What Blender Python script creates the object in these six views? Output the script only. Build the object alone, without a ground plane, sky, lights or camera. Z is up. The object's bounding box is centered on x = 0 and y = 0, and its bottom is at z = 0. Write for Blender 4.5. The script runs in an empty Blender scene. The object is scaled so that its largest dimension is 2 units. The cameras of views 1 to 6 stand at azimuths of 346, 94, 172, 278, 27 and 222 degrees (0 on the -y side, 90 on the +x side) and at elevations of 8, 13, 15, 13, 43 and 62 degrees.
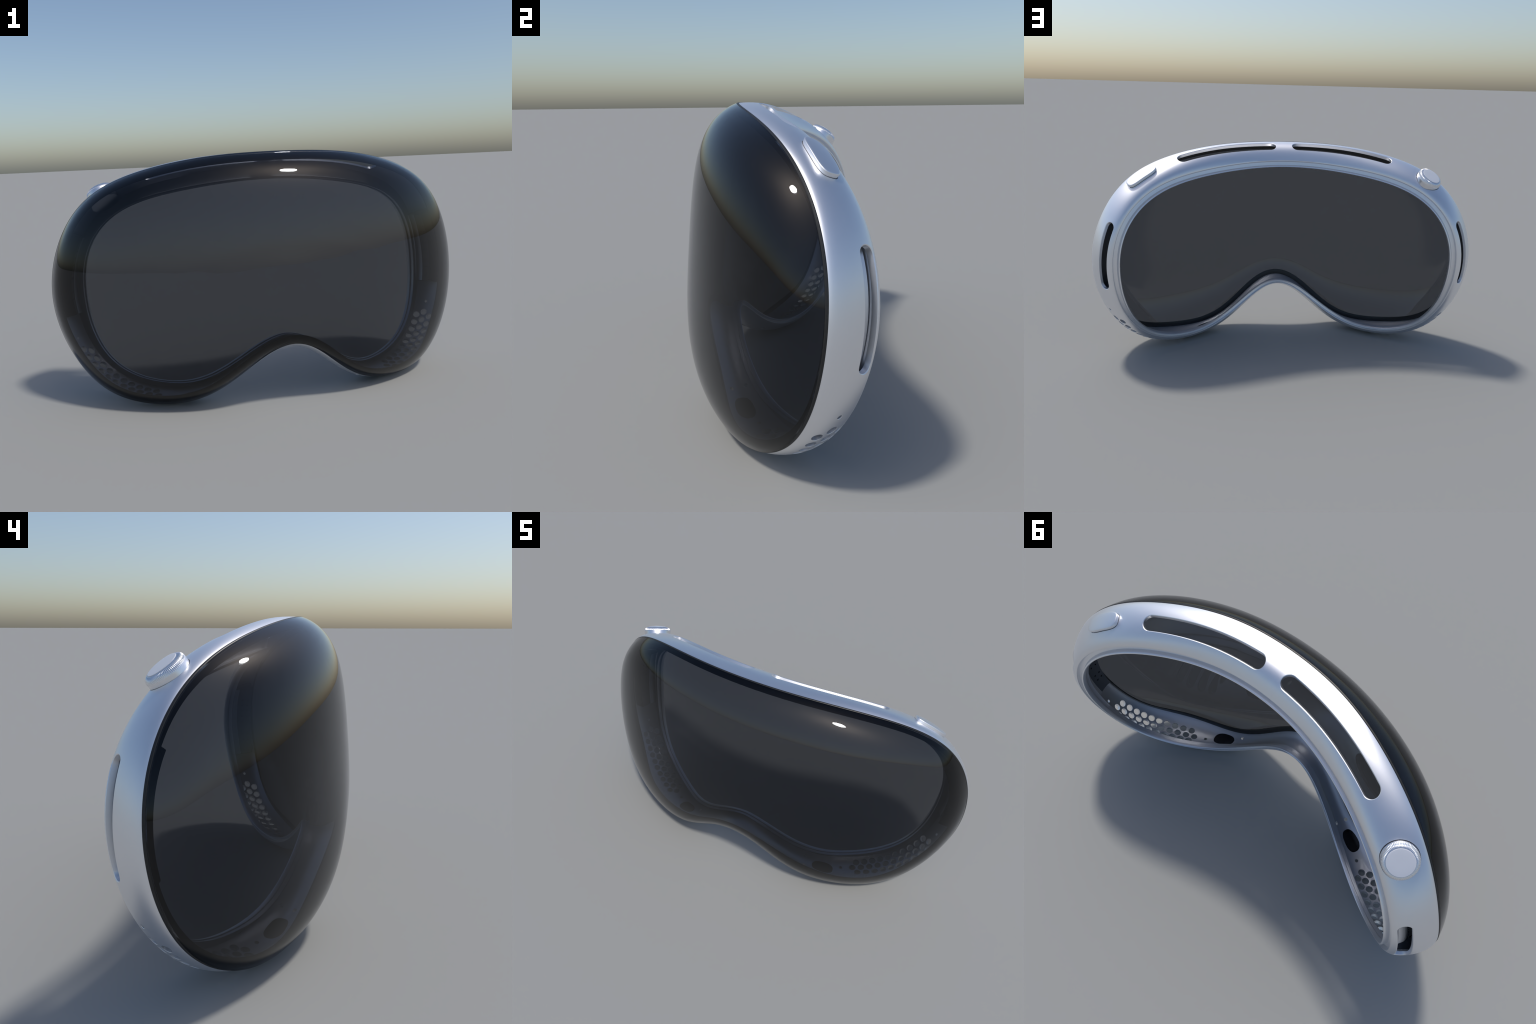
"""Goggle-style headset: hollow bead-blasted aluminium frame, tinted curved glass visor,
knurled dial, push button, vents, speaker housings.  Everything is lofted along two
mirror-symmetric closed guide curves: the SEAM (glass meets frame) and the rear EDGE."""
import bpy, bmesh, math
import numpy as np
from mathutils import Vector, Matrix
from mathutils.bvhtree import BVHTree

# ------------------------------------------------------------------ guide curves
# x = sum a_k sin(kt), y = sum b_k cos(kt), z = sum c_k cos(kt); t = 0 top centre, pi = nose
SEAM = dict(x=[0.95131, 0.04971, -0.04465, -0.0006, -0.00457, 0.00357, -0.0003, -0.0004, 0.00325],
            y=[-0.00963, 0.07956, -0.18852, -0.0196, 0.00457, 0.00612, -0.00338, 0.00681, -0.00448, 0.00166],
            z=[0.52649, 0.56279, 0.11494, -0.1258, 0.02354, -0.0135, 0.01496, -0.00973, 0.0065, -0.0031])
EDGE = dict(x=[0.84611, 0.04523, -0.03768, -0.00244, 0.00102, 0.00031, 0.00157, 0.00147, -0.00108],
            y=[0.13232, 0.09096, -0.1863, -0.00453, -0.00114, 0.00641, -0.00116, -0.00011, -0.00017, 0.00062],
            z=[0.50213, 0.50307, 0.09843, -0.1159, 0.02505, -0.00851, 0.01077, -0.005, 0.00518, -0.00191])
YV = np.array([0.0, 1.0, 0.0])
R = math.radians
Z_LIFT = -0.001


def guide(c, t):
    x = sum(a * np.sin((k + 1) * t) for k, a in enumerate(c['x']))
    y = sum(a * np.cos(k * t) for k, a in enumerate(c['y']))
    z = sum(a * np.cos(k * t) for k, a in enumerate(c['z'])) + Z_LIFT
    return np.stack([x, y, z], -1)


def unit(v):
    return v / np.linalg.norm(v, axis=-1, keepdims=True)


def outward(c, t):
    """unit normal of the guide in the xz plane, pointing away from the opening"""
    d = guide(c, t + 1e-4) - guide(c, t - 1e-4)
    return unit(np.stack([-d[..., 2], 0 * t, d[..., 0]], -1))


def waves(t, a, b, c, d):
    return (a + b * np.cos(t) + c * np.cos(2 * t) + d * np.cos(3 * t))[..., None]


def skin(t, u):
    """outer skin of the frame: cubic from SEAM (u=0) to EDGE (u=1)"""
    t = np.asarray(t, float)
    u = np.asarray(u, float)[..., None]
    S, E, n = guide(SEAM, t), guide(EDGE, t), outward(SEAM, t)
    L = np.linalg.norm(E - S, axis=-1, keepdims=True)
    dS = unit(YV + waves(t, 0.3892, -0.2912, 0.1608, -0.1961) * n)
    dE = unit(n + waves(t, 0.0213, -0.1074, -0.1138, -0.2997) * YV)
    P1 = S + waves(t, 0.4159, -0.0926, 0.1545, 0.1233) * L * dS
    P2 = E + waves(t, 0.2205, 0.1496, -0.0157, 0.0303) * L * dE
    v = 1 - u
    return v ** 3 * S + 3 * u * v * v * P1 + 3 * u * u * v * P2 + u ** 3 * E


def skin_normal(t, u):
    t = np.asarray(t, float)
    u = np.asarray(u, float)
    e = 1e-3
    du = skin(t, np.clip(u + e, 0, 1)) - skin(t, np.clip(u - e, 0, 1))
    dt = skin(t + e, u) - skin(t - e, u)
    return unit(np.cross(dt, du))


def on_skin(t, u, off=0.0):
    return skin(t, u) + skin_normal(t, u) * off


# ------------------------------------------------------------------ mesh helpers
def new_object(name, verts, faces, mat, parent=None, smooth=True, angle=35):
    me = bpy.data.meshes.new(name)
    me.from_pydata([tuple(map(float, v)) for v in verts], [], [tuple(map(int, f)) for f in faces])
    me.validate()
    me.update()
    ob = bpy.data.objects.new(name, me)
    bpy.context.scene.collection.objects.link(ob)
    finish(ob, mat, parent, smooth, angle)
    return ob


def recalc(me):
    bm = bmesh.new()
    bm.from_mesh(me)
    bmesh.ops.recalc_face_normals(bm, faces=bm.faces)
    bm.to_mesh(me)
    bm.free()


def finish(ob, mat, parent, smooth=True, angle=35):
    me = ob.data
    if mat:
        me.materials.clear()
        me.materials.append(mat)
    recalc(me)
    if smooth:
        me.polygons.foreach_set('use_smooth', [True] * len(me.polygons))
        me.set_sharp_from_angle(angle=math.radians(angle))
    if parent:
        ob.parent = parent


def loft(rings, closed_ring=True, closed_path=False, caps=False):
    """rings: array (n, m, 3) -> verts, quad faces"""
    rings = np.asarray(rings)
    n, m = rings.shape[:2]
    V = rings.reshape(-1, 3)
    F = []
    for i in range(n if closed_path else n - 1):
        a, b = i * m, ((i + 1) % n) * m
        for j in range(m if closed_ring else m - 1):
            k = (j + 1) % m
            F.append((a + j, a + k, b + k, b + j))
    if caps:
        F.append(tuple(range(m))[::-1])
        F.append(tuple((n - 1) * m + j for j in range(m)))
    return V, F


def merge(parts):
    V, F, o = [], [], 0
    for v, f in parts:
        V.extend(v)
        F.extend([tuple(i + o for i in q) for q in f])
        o += len(v)
    return V, F


# ------------------------------------------------------------------ materials
def principled(name, **kw):
    m = bpy.data.materials.new(name)
    m.use_nodes = True
    b = m.node_tree.nodes['Principled BSDF']
    for k, v in kw.items():
        b.inputs[k].default_value = v
    return m, m.node_tree, b


def grain(nt, b, base, spread, scale, bump, rough, rough_spread):
    """fine bead-blast grain: tiny colour, roughness and bump noise on Object coordinates"""
    N, L = nt.nodes, nt.links
    tc = N.new('ShaderNodeTexCoord')
    no = N.new('ShaderNodeTexNoise')
    no.inputs['Scale'].default_value = scale
    no.inputs['Detail'].default_value = 3
    L.new(tc.outputs['Object'], no.inputs['Vector'])
    cr = N.new('ShaderNodeValToRGB')
    cr.color_ramp.elements[0].position, cr.color_ramp.elements[1].position = .3, .7
    cr.color_ramp.elements[0].color = [max(0, c - spread) for c in base] + [1]
    cr.color_ramp.elements[1].color = [c + spread for c in base] + [1]
    L.new(no.outputs['Fac'], cr.inputs['Fac'])
    L.new(cr.outputs['Color'], b.inputs['Base Color'])
    mr = N.new('ShaderNodeMapRange')
    mr.inputs['To Min'].default_value, mr.inputs['To Max'].default_value = rough - rough_spread, rough + rough_spread
    L.new(no.outputs['Fac'], mr.inputs['Value'])
    L.new(mr.outputs['Result'], b.inputs['Roughness'])
    if bump:
        bp = N.new('ShaderNodeBump')
        bp.inputs['Strength'].default_value = bump
        bp.inputs['Distance'].default_value = .001
        L.new(no.outputs['Fac'], bp.inputs['Height'])
        L.new(bp.outputs['Normal'], b.inputs['Normal'])


def make_materials():
    M = {}
    m, nt, b = principled('blasted_aluminium', Metallic=1.0, Roughness=.3)
    grain(nt, b, (.86, .87, .90), .006, 260, 0.0, .42, .01)
    M['metal'] = m
    m, nt, b = principled('dial_metal', Metallic=1.0, Roughness=.25)
    grain(nt, b, (.86, .87, .90), .006, 260, 0.0, .30, .01)
    M['dial'] = m
    m, nt, b = principled('satin_cap', Metallic=.0, Roughness=.4)
    grain(nt, b, (.74, .75, .79), .006, 260, 0.0, .4, .01)
    M['cap'] = m
    m, nt, b = principled('tinted_glass', Roughness=0.0, IOR=1.38)
    b.inputs['Transmission Weight'].default_value = 1.0
    N, L = nt.nodes, nt.links
    tc, no, cr = N.new('ShaderNodeTexCoord'), N.new('ShaderNodeTexNoise'), N.new('ShaderNodeValToRGB')
    no.inputs['Scale'].default_value = 2.0
    L.new(tc.outputs['Object'], no.inputs['Vector'])
    cr.color_ramp.elements[0].color = (.099, .106, .120, 1)  # tint pushed towards blue to carry sky reflected in visor and inner metal
    cr.color_ramp.elements[1].color = (.103, .110, .124, 1)
    L.new(no.outputs['Fac'], cr.inputs['Fac'])
    L.new(cr.outputs['Color'], b.inputs['Base Color'])
    M['glass'] = m
    m, nt, b = principled('black_rubber', Roughness=.45)
    grain(nt, b, (.012, .012, .012), .003, 180, 0.0, .45, .05)
    M['black'] = m
    m, nt, b = principled('dark_plastic', Roughness=.5)
    grain(nt, b, (.085, .088, .095), .006, 120, 0.0, .45, .05)
    M['plastic'] = m
    m, nt, b = principled('sensor_black', Roughness=.15)
    grain(nt, b, (.006, .006, .007), .001, 90, 0.0, .2, .02)
    M['sensor'] = m
    return M


# ------------------------------------------------------------------ part builders
WALL = .015
NT = 432
TT = np.linspace(-np.pi, np.pi, NT, endpoint=False)


def rear_axes(t):
    """local axes at the rear EDGE: w = inward along the flange, d = rearward"""
    t = np.asarray(t, float)
    n = outward(EDGE, t)
    tang = unit(guide(EDGE, t + 1e-3) - guide(EDGE, t - 1e-3))
    w = -n + (.25 - .40 * np.abs(n[..., :1])) * YV
    w = unit(w - (w * tang).sum(-1, keepdims=True) * tang)
    d = np.cross(tang, w)
    d *= np.sign(d[..., 1:2])
    return w, d


def rear_scale(t):
    """flange is widest over the brow and at the temples, narrow along the lobes and nose"""
    f = np.clip((np.abs(t) - R(84)) / R(36), 0, 1)
    return ((1.0 - .48 * f * f * (3 - 2 * f)) * (1 - .12 * np.clip(np.cos(t), 0, 1)))[..., None]


def at_rear(t, pw, pd):
    w, d = rear_axes(t)
    k = rear_scale(np.asarray(t, float))
    return guide(EDGE, np.asarray(t, float)) + w * (pw * k) + d * (pd * (.35 + .65 * k))


def build_frame(mat, root):
    rings = []
    us = [0.0, .015, .05, .1, .16, .22, .28, .34, .4, .46, .52, .58, .64, .7, .76, .82, .88, .93, .97, 1.0]
    prof = [skin(TT, np.full(NT, u)) for u in us]
    for pw, pd in ((.0025, -.0008), (.0042, -.004), (.0045, -.0185), (.006, -.020), (.026, -.020), (.026, -.034)):
        prof.append(at_rear(TT, pw, pd))
    for u, off in ((.80, -WALL * 1.15), (.66, -WALL), (.52, -WALL), (.38, -WALL), (.24, -WALL), (.12, -WALL), (.05, -WALL)):
        prof.append(on_skin(TT, np.full(NT, u), off))
    prof.append(guide(SEAM, TT) - outward(SEAM, TT) * WALL * .9)
    rings = np.stack(prof, 1)          # NT x m x 3
    V, F = loft(rings, True, True)
    return new_object('frame', V, F, mat, root, angle=30)


def stadium(t0, t1, uc, hw, seg=14, side=26, bulge=1.0):
    """closed outline (lists of t, u) of a slot that follows the skin; hw = half width in metres"""
    def L(t):
        e = np.array([t])
        return float(np.linalg.norm(skin(e, np.array([uc(t) + .1])) - skin(e, np.array([uc(t) - .1]))) / .2)

    def sp(t):
        e = np.array([t])
        return float(np.linalg.norm(skin(e + .01, np.array([uc(t)])) - skin(e - .01, np.array([uc(t)]))) / .02)
    pts = []
    s0, s1 = hw / sp(t0), hw / sp(t1)
    a, b = t0 + s0, t1 - s1
    for i in range(side):
        t = a + (b - a) * i / side
        pts.append((t, -1, 0))
    for i in range(seg):
        g = -math.pi / 2 + math.pi * i / seg
        pts.append((b, math.sin(g), math.cos(g) * s1))
    for i in range(side):
        t = b + (a - b) * i / side
        pts.append((t, 1, 0))
    for i in range(seg):
        g = math.pi / 2 + math.pi * i / seg
        pts.append((a, math.sin(g), math.cos(g) * s0))
    return pts, uc, hw, L, (s0 / hw)


def outline_tu(pts, uc, hw, L, grow):
    t = np.array([p[0] + p[2] * (hw + grow) / hw for p in pts])
    u = np.array([uc(p[0]) + p[1] * (hw + grow) / L(p[0]) for p in pts])
    return t, u


def slot_cap(base, flip=False, seg=14, side=26):
    """close a slot outline with a strip of quads across its width (an n-gon would cut the corner of the curve)"""
    m = 2 * side + 2 * seg
    c = 2 * side + seg
    s0 = (side + seg // 2 + m // 2) % m
    F = []
    for k in range(m // 2):
        a, a1 = (s0 + k) % m, (s0 + k + 1) % m
        q = []
        for i in (a, a1, (c - a1) % m, (c - a) % m):
            if base + i not in q:
                q.append(base + i)
        F.append(tuple(q[::-1] if flip else q))
    return F


def slot_cutter(st, depth, chamfer=.0022):
    pts, uc, hw, L, _ = st
    rings = []
    for off, grow in ((-depth, 0), (-chamfer, 0), (.001, chamfer + .001), (.02, chamfer + .004)):
        t, u = outline_tu(pts, uc, hw, L, grow)
        rings.append(on_skin(t, u, off))
    V, F = loft(np.array(rings), True, False)
    m = len(pts)
    return V, F + slot_cap(0) + slot_cap((len(rings) - 1) * m)


def groove_cutter(outline, gap, depth):
    """annular groove around a button whose outline(grow) -> t, u arrays"""
    prof = ((-.003, -depth), (gap, -depth), (gap, .012), (-.003, .012))
    rings = [on_skin(*outline(g), off) for g, off in prof]
    return loft(np.stack(rings, 1), True, True)


def hole_cutter(t, u, ra, rb, depth=.034, seg=28, power=2.0, chamfer=.0012, taper=0.0):
    """straight bore along the local skin normal; ra along the frame, rb across it"""
    t1, u1 = np.array([t]), np.array([u])
    c, n = skin(t1, u1)[0], skin_normal(t1, u1)[0]
    a = unit(skin(t1 + .01, u1)[0] - skin(t1 - .01, u1)[0])
    b = np.cross(n, a)
    rings = []
    for off, g in ((-depth, -taper), (-chamfer, 0), (.0005, chamfer), (.02, chamfer * 1.5)):
        ring = []
        for i in range(seg):
            f = 2 * math.pi * i / seg
            cx, sx = math.cos(f), math.sin(f)
            cx, sx = math.copysign(abs(cx) ** (2 / power), cx), math.copysign(abs(sx) ** (2 / power), sx)
            ring.append(c + n * off + a * cx * (ra + g) + b * sx * (rb + g))
        rings.append(ring)
    return loft(np.array(rings), True, False, True)


TOP_SLOT = (2.8, 37.8, lambda t: .457 + .0008 * math.degrees(t), .0315)
SIDE_SLOT = (68.8, 91.8, lambda t: .682, .0272)
BUTTON_T, BUTTON_U = R(50.8), .465
DIAL_T, DIAL_U = R(-51.5), .515
DIAL_R = .0665


def vent_layout():
    """(t deg, u, radius) of the perforation at the bottom of each lobe"""
    out = []
    for k in range(10):
        out.append((106.0 + 3.1 * k, .266, .0172))
    for k in range(11):
        out.append((104.6 + 3.1 * k, .460 - .005 * k, .0172))
    for k in range(10):
        out.append((106.0 + 3.1 * k, .655 - .010 * k, .0172))
    out += [(100.6, .47, .0078), (139.8, .39, .0085), (152.5, .10, .0090), (153.0, .48, .0090)]
    return out


OVAL = (146.2, .275, .060, .039)      # sensor opening: t, u, half length, half width in metres


def oval_outline(grow, seg=56, p=2.5):
    t0, u0 = np.array([R(OVAL[0])]), np.array([OVAL[1]])
    st = np.linalg.norm(skin(t0 + .01, u0) - skin(t0 - .01, u0)) / .02
    su = np.linalg.norm(skin(t0, u0 + .1) - skin(t0, u0 - .1)) / .2
    f = np.linspace(0, 2 * np.pi, seg, endpoint=False)
    cx, sx = np.cos(f), np.sin(f)
    x = np.sign(cx) * abs(cx) ** (2 / p) * (OVAL[2] + grow)
    y = np.sign(sx) * abs(sx) ** (2 / p) * (OVAL[3] + grow)
    return t0 + x / st, np.clip(u0 + y / su, .02, .98)


def skin_plug(outline, levels):
    rings = [on_skin(*outline(g), off) for off, g in levels]
    return loft(np.array(rings), True, False, True)


def button_outline(grow):
    """rounded rectangle centred on BUTTON_T/BUTTON_U, long side along the frame"""
    ha, hb, p = .083 + grow, .036 + grow, 3.2
    t0, u0 = np.array([BUTTON_T]), np.array([BUTTON_U])
    st = np.linalg.norm(skin(t0 + .01, u0) - skin(t0 - .01, u0)) / .02
    su = np.linalg.norm(skin(t0, u0 + .05) - skin(t0, u0 - .05)) / .1
    f = np.linspace(0, 2 * np.pi, 72, endpoint=False)
    r = .034 + grow
    # superellipse-cornered pill
    cx, sx = np.cos(f), np.sin(f)
    x = np.sign(cx) * np.abs(cx) ** (2 / p) * ha
    y = np.sign(sx) * np.abs(sx) ** (2 / p) * hb
    return BUTTON_T + x / st, BUTTON_U + y / su


def dial_outline(grow):
    t0, u0 = np.array([DIAL_T]), np.array([DIAL_U])
    c, n, a, b = dial_axes()
    f = np.linspace(0, 2 * np.pi, 72, endpoint=False)
    P = c + (np.cos(f)[:, None] * a + np.sin(f)[:, None] * b) * (DIAL_R + grow)
    # walk the planar circle down onto the skin with a few Newton steps
    t, u = np.full(72, DIAL_T), np.full(72, DIAL_U)
    for _ in range(12):
        e = 1e-3
        S0 = skin(t, u)
        Jt, Ju = (skin(t + e, u) - S0) / e, (skin(t, u + e) - S0) / e
        D = P - S0
        A = np.stack([np.stack([(Jt * a).sum(1), (Ju * a).sum(1)], 1), np.stack([(Jt * b).sum(1), (Ju * b).sum(1)], 1)], 1)
        rhs = np.stack([(D * a).sum(1), (D * b).sum(1)], 1)
        s = np.linalg.solve(A, rhs[..., None])[..., 0]
        t, u = t + s[:, 0], np.clip(u + s[:, 1], .01, .99)
    return t, u


def dial_axes():
    t0, u0 = np.array([DIAL_T]), np.array([DIAL_U])
    c = skin(t0, u0)[0]
    n = unit(np.array([-.335, .53, .78]))
    a = unit(np.cross(n, YV))
    return c, n, a, np.cross(n, a)


def apply_cut(ob, cutter_parts, use_self=True):
    V, F = merge(cutter_parts)
    cut = new_object('cutter', V, F, None, None, smooth=False)
    md = ob.modifiers.new('cut', 'BOOLEAN')
    md.operation, md.solver, md.object = 'DIFFERENCE', 'EXACT', cut
    md.use_self = use_self
    dg = bpy.context.evaluated_depsgraph_get()
    me = bpy.data.meshes.new_from_object(ob.evaluated_get(dg))
    ob.modifiers.clear()
    old = ob.data
    ob.data = me
    bpy.data.objects.remove(cut)
    return old


def borrow_normals(ob, smooth_me, limit=18):
    """after cutting, give untouched skin faces the normals of the uncut smooth surface"""
    smooth_me.calc_loop_triangles()
    co = np.empty(len(smooth_me.vertices) * 3)
    smooth_me.vertices.foreach_get('co', co)
    co = co.reshape(-1, 3)
    tri = [tuple(t.vertices) for t in smooth_me.loop_triangles]
    tri_loops = [tuple(t.loops) for t in smooth_me.loop_triangles]
    cn = np.array([c.vector[:] for c in smooth_me.corner_normals])
    bvh = BVHTree.FromPolygons([Vector(c) for c in co], tri)
    me = ob.data
    me.polygons.foreach_set('use_smooth', [True] * len(me.polygons))
    me.set_sharp_from_angle(angle=R(30))
    base = [c.vector[:] for c in me.corner_normals]
    out = [Vector(b) for b in base]
    cl = math.cos(R(limit))
    for p in me.polygons:
        if p.area < 1e-12:
            continue
        pn = p.normal
        for li in p.loop_indices:
            v = me.vertices[me.loops[li].vertex_index].co
            # look slightly towards the face centre so creases pick their own side
            q = v + (p.center - v) * .05
            loc, nor, idx, dist = bvh.find_nearest(q)
            if idx is None or dist > .002 or nor.dot(pn) < cl:
                continue
            a, b, c = (co[i] for i in tri[idx])
            v0, v1, v2 = b - a, c - a, np.array(loc) - a
            d00, d01, d11, d20, d21 = v0 @ v0, v0 @ v1, v1 @ v1, v2 @ v0, v2 @ v1
            den = d00 * d11 - d01 * d01
            if abs(den) < 1e-18:
                continue
            g = (d11 * d20 - d01 * d21) / den
            h = (d00 * d21 - d01 * d20) / den
            la, lb, lc = tri_loops[idx]
            n = cn[la] * (1 - g - h) + cn[lb] * g + cn[lc] * h
            out[li] = Vector(n).normalized()
    me.normals_split_custom_set(out)


def build_rim(mat, root):
    sec = ((.021, -.030), (.0245, -.020), (.0300, -.006), (.0322, -.001), (.0335, .0), (.0378, .0), (.0395, -.0015),
           (.0402, -.005), (.0402, -.022), (.0385, -.025), (.0320, -.026), (.0308, -.028), (.0308, -.046), (.029, -.048), (.019, -.048))
    rings = np.stack([at_rear(TT, a, b) for a, b in sec], 1)
    V, F = loft(rings, True, True)
    return new_object('rear_rim', V, F, mat, root, angle=40)


def build_gasket(mat, root):
    S, n = guide(SEAM, TT), outward(SEAM, TT)
    sec = ((-.0005, -.0002), (.0012, -.0025), (.0012, -.0070), (-.0003, -.0094), (-.038, -.0094), (-.040, -.008), (-.040, -.004), (-.038, -.003), (-.0190, -.0002))
    rings = np.stack([S + n * a + YV * b for a, b in sec], 1)
    V, F = loft(rings, True, True)
    return new_object('gasket', V, F, mat, root, angle=30)


# glass: depth field of the front face plus a rounded shoulder down to the seam
GLASS_W = (0.0309, -0.0156, 0.0214, 0.0011)          # shoulder width along the rim: const, cos t, cos 2t, cos 3t
GLASS_W4 = 0.0014                                       # and cos 4t
GLASS_SHAPE = (0.7255, 1.3018)             # shoulder exponents
GF = [-0.3266, 0.3540, -0.0471, 0.1001, -0.0210, -0.0906, 0.3593, -0.0502, 0.6500, 0.1844, 0.1525, 0.4342, 0.2036, 0.2078]                      # depth polynomial in x*x and (z - 0.6)


def glass_point(t, S, xz):
    x, zz = xz[..., 0], xz[..., 1]
    z, X, f = zz - .6 - Z_LIFT, x * x, GF
    yf = (f[0] + f[1] * X + f[2] * X * X + f[3] * z + f[4] * z * z + f[5] * X * z + f[6] * X * z * z
          + f[7] * z ** 3 + f[8] * z ** 4 + f[9] * X * X * z + f[10] * X ** 3
          + f[11] * X * z ** 3 + f[12] * X * X * z * z + f[13] * z ** 5)
    d = np.hypot(x - S[..., 0], zz - S[..., 2])
    w = np.maximum(waves(t, *GLASS_W)[..., 0] + GLASS_W4 * np.cos(4 * t), .004)
    h = (1 - np.exp(-(d / w) ** GLASS_SHAPE[0])) ** GLASS_SHAPE[1]
    y0 = S[..., 1] - .0098
    return np.stack([x, y0 + (yf - y0) * h, zz], -1)


def glass_sheet():
    """rings from the seam to a flat arched spine ellipse, then a strip across it"""
    S = guide(SEAM, TT)
    sx = .56 * np.sin(TT)
    sz = .68 - .15 * (sx / .56) ** 2 + .05 * np.cos(TT) + Z_LIFT
    ss = np.linspace(0, 1, 60) ** 2.4
    rings = []
    for s in ss:
        xz = np.stack([S[:, 0] * (1 - s) + sx * s, S[:, 2] * (1 - s) + sz * s], -1)
        rings.append(glass_point(TT, S, xz))
    V, F = loft(np.array(rings), True, False)
    V = list(V)
    base = (len(ss) - 1) * NT
    # strip: upper half t in (-90, 90) meets lower half at pi - t (same x)
    q = NT // 4
    up = [base + (q + i) for i in range(NT // 2 + 1)]
    lo = [base + ((q - i) % NT) for i in range(NT // 2 + 1)]
    mids = 3
    rows = [up]
    Sarr = S
    for k in range(1, mids + 1):
        row = []
        f = k / (mids + 1)
        for i in range(NT // 2 + 1):
            if i in (0, NT // 2):
                row.append(up[i])
                continue
            a, b = np.array(V[up[i]]), np.array(V[lo[i]])
            row.append(len(V))
            V.append(a * (1 - f) + b * f)
        rows.append(row)
    rows.append(lo)
    for r0, r1 in zip(rows[:-1], rows[1:]):
        for i in range(NT // 2):
            f = []
            for j in (r0[i], r0[i + 1], r1[i + 1], r1[i]):
                if j not in f:
                    f.append(j)
            if len(f) > 2:
                F.append(tuple(f))
    return V, F


def build_glass(mat, root):
    V, F = glass_sheet()
    ob = new_object('visor_glass', V, F, mat, root, angle=60)
    me = ob.data
    # point normals forward, then thicken inwards by hand
    if me.polygons[len(me.polygons) // 2].normal.y > 0:
        me.flip_normals()
    n = len(me.vertices)
    nor = np.array([v.normal[:] for v in me.vertices])
    co = np.array([v.co[:] for v in me.vertices])
    inner = co - nor * .011
    # keep the inner rim tucked inside the outer rim
    for i in range(NT):
        inner[i] = co[i] - outward(SEAM, TT[i:i + 1])[0] * .011
    faces = [tuple(p.vertices) for p in me.polygons]
    allf = faces + [tuple(j + n for j in f[::-1]) for f in faces]
    for i in range(NT):
        k = (i + 1) % NT
        allf.append((i, k, k + n, i + n))
    bpy.data.objects.remove(ob)
    return new_object('visor_glass', np.vstack([co, inner]), allf, mat, root, angle=60)


def build_button(mat, root):
    prof = ((1.0, -.012, 0), (1.0, .0115, 0), (1.0, .0134, -.0006), (1.0, .0145, -.0022), (1, .0150, -.006))
    rings = []
    c0, n0 = skin(np.array([BUTTON_T]), np.array([BUTTON_U]))[0], skin_normal(np.array([BUTTON_T]), np.array([BUTTON_U]))[0]
    for _, off, grow in prof:
        rings.append(on_skin(*button_outline(grow), off))
    t, u = button_outline(-.009)
    for s in (.75, .5, .25):
        rings.append(on_skin(BUTTON_T + (t - BUTTON_T) * s, BUTTON_U + (u - BUTTON_U) * s, .015))
    V, F = loft(np.array(rings), True, False, True)
    return new_object('button', V, F, mat, root, angle=50)


def build_dial(mat, cap_mat, root):
    c, n, a, b = dial_axes()
    teeth, per = 80, 8
    m = teeth * per
    f = np.linspace(0, 2 * np.pi, m, endpoint=False)
    tooth = np.clip(np.cos(f * teeth) * 1.4 - .2, -.2, 1)   # narrow grooves between broad ridges
    tooth = 1 - (tooth + .2) / 1.2                           # 0 on ridge, 1 in groove
    prof = []
    for h, r, g in ((-.045, DIAL_R, 0), (.002, DIAL_R, 0), (.008, DIAL_R, 0), (.0105, DIAL_R, .2), (.014, DIAL_R - .0003, .8),
                    (.018, DIAL_R - .0013, 1), (.0215, DIAL_R - .003, 1), (.0247, DIAL_R - .0058, 1), (.027, DIAL_R - .0092, 1),
                    (.0284, DIAL_R - .013, .7), (.029, DIAL_R - .0162, 0), (.0283, DIAL_R - .0168, 0), (.0283, DIAL_R - .03, 0)):
        rr = r - .0022 * g * tooth
        prof.append(c + n * h + (np.cos(f) * rr)[:, None] * a + (np.sin(f) * rr)[:, None] * b)
    V, F = loft(np.array(prof), True, False, True)
    dial = new_object('dial', V, F, mat, root, angle=40)
    f = np.linspace(0, 2 * np.pi, 96, endpoint=False)
    prof = []
    for h, r in ((.024, .0495), (.0302, .0495), (.0308, .0488), (.0310, .047), (.0310, .02)):
        prof.append(c + n * h + (np.cos(f) * r)[:, None] * a + (np.sin(f) * r)[:, None] * b)
    V, F = loft(np.array(prof), True, False, True)
    new_object('dial_cap', V, F, cap_mat, dial, angle=40)
    return dial


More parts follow.
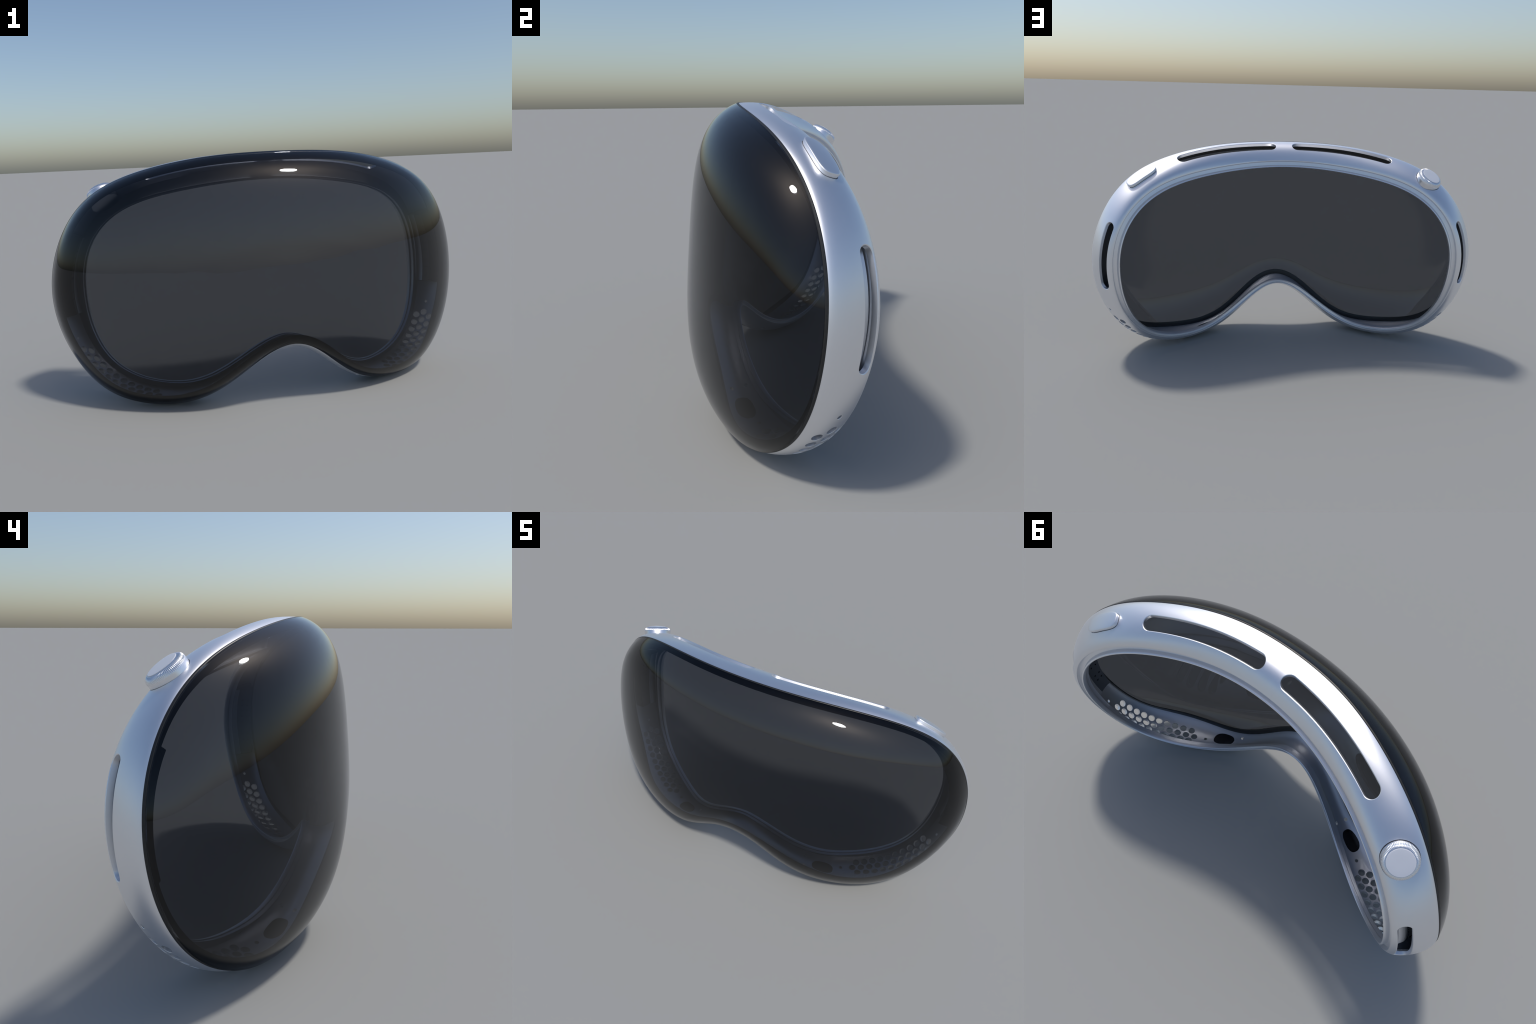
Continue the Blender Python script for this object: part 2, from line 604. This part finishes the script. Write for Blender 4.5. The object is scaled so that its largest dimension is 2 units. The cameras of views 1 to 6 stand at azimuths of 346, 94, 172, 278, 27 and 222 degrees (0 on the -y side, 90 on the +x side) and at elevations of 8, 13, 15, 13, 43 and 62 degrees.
def build_housing(side, mats, root):
    """speaker housing behind a side vent: a bent cover plate standing off the skin, open towards the vent"""
    t0, t1, n = R(66.5), R(93.5), 34
    t = np.linspace(t0, t1, n)
    outer = ((.20, -.0175), (.17, -.030), (.165, -.078), (.175, -.085), (.21, -.089), (.40, -.0745), (.63, -.0545))
    inner = ((.63, -.0485), (.41, -.0685), (.225, -.0825), (.20, -.078), (.20, -.030), (.225, -.0175))
    back = ((.61, -.0565), (.76, -.0475), (.92, -.036), (.92, -.030), (.76, -.0410), (.61, -.0500))
    rings = np.stack([on_skin(side * t, np.full(n, u), o) for u, o in outer + inner], 1)
    parts = [loft(rings, True, False, True)]
    for a, b in ((t0, t0 + .012), (t1 - .012, t1)):         # end walls
        e = np.array([a, b])
        sec = ((.20, -.0165), (.185, -.075), (.21, -.084), (.62, -.052), (.90, -.032), (.88, -.0165), (.45, -.0165))
        parts.append(loft(np.stack([on_skin(side * e, np.full(2, u), o) for u, o in sec], 1), True, False, True))
    V, F = merge(parts)
    ob = new_object('speaker_housing', V, F, mats['plastic'], root, angle=35)
    rings = np.stack([on_skin(side * t, np.full(n, u), o) for u, o in back], 1)
    V, F = loft(rings, True, False, True)
    new_object('vent_tray', V, F, mats['metal'], ob, angle=50)
    # row of perforations on the side of the plate that faces the vent
    parts = []
    for tv in np.linspace(R(70.5), R(90.0), 17):
        e = np.array([side * tv])
        p0, p1 = on_skin(e, np.array([.52]), -.0586)[0], on_skin(e, np.array([.60]), -.0513)[0]
        cc = (p0 + p1) / 2
        d = unit(p1 - p0)
        aa = unit(skin(e + .01, np.array([.5]))[0] - skin(e - .01, np.array([.5]))[0])
        nn = np.cross(aa, d)
        f = np.linspace(0, 2 * np.pi, 10, endpoint=False)
        parts.append(loft(np.array([[cc + nn * h + (aa * math.cos(q) + d * math.sin(q)) * .0026 for q in f] for h in (-.0012, .0012)]), True, False, True))
    V, F = merge(parts)
    g = new_object('grille_pips', V, F, mats['sensor'], ob, angle=40)
    g['kind'] = 'stuff'
    # short louvres on the inner face
    parts = []
    for row, (uu, oo) in enumerate(((.30, -.0823), (.46, -.0693))):
        for k in range(8):
            if k == 5:
                continue
            tv = R(71.5 + 2.4 * k)
            cc = on_skin(np.array([side * tv]), np.array([uu]), oo)[0]
            nn = skin_normal(np.array([side * tv]), np.array([uu]))[0]
            d = unit(skin(np.array([side * tv]), np.array([.6]))[0] - skin(np.array([side * tv]), np.array([.4]))[0])
            aa = np.cross(nn, d)
            ring = [[cc + d * x * .009 + aa * y * .0016 + nn * h for x, y in ((-1, -1), (1, -1), (1, 1), (-1, 1))] for h in (-.0012, .006)]
            parts.append(loft(np.array(ring), True, False, True))
    V, F = merge(parts)
    g = new_object('louvres', V, F, mats['sensor'], ob, smooth=False)
    g['kind'] = 'stuff'
    return ob


def build_sensor(side, mat, root):
    """black window closing the oval opening, following the curve of the frame"""
    t, u = oval_outline(.002)
    tc, uc = R(OVAL[0]), OVAL[1]
    rings = [on_skin(tc + (t - tc) * s, uc + (u - uc) * s, off)
             for s, off in ((.3, -.014), (.65, -.014), (1, -.014), (1, -.007), (.65, -.007), (.3, -.007))]
    V, F = loft(np.array(rings), True, False, True)
    V = [(side * p[0], p[1], p[2]) for p in V]
    return new_object('sensor_window', V, F, mat, root, angle=40)


def main():
    mats = make_materials()
    root = bpy.data.objects.new('goggle_headset', None)
    bpy.context.scene.collection.objects.link(root)
    root['label'] = 'silver goggle headset with dark tinted curved glass visor'
    root['category'] = 'headset'

    frame = build_frame(mats['metal'], root)
    top = stadium(R(TOP_SLOT[0]), R(TOP_SLOT[1]), TOP_SLOT[2], TOP_SLOT[3])
    sid = stadium(R(SIDE_SLOT[0]), R(SIDE_SLOT[1]), SIDE_SLOT[2], SIDE_SLOT[3])

    def mirror(vf):
        v, f = vf
        return [(-p[0], p[1], p[2]) for p in v], [q[::-1] for q in f]
    cuts = []
    for st in (top, sid):
        c = slot_cutter(st, .06)
        cuts += [c, mirror(c)]
    for t, u, r in vent_layout():
        c = hole_cutter(R(t), u, r, r * .97, taper=r * .03)
        cuts += [c, mirror(c)]
    c = skin_plug(oval_outline, ((-.032, 0), (-.001, 0), (.001, .001), (.02, .002)))
    cuts += [c, mirror(c)]
    cuts.append(groove_cutter(button_outline, .0022, .010))
    cuts.append(groove_cutter(dial_outline, .0022, .010))
    old = apply_cut(frame, cuts)
    borrow_normals(frame, old)

    build_rim(mats['metal'], root)
    build_gasket(mats['black'], root)
    build_glass(mats['glass'], root)
    build_button(mats['metal'], root)
    build_dial(mats['dial'], mats['cap'], root)
    for s in (1, -1):
        build_housing(s, mats, root)
        build_sensor(s, mats['sensor'], root)


main()
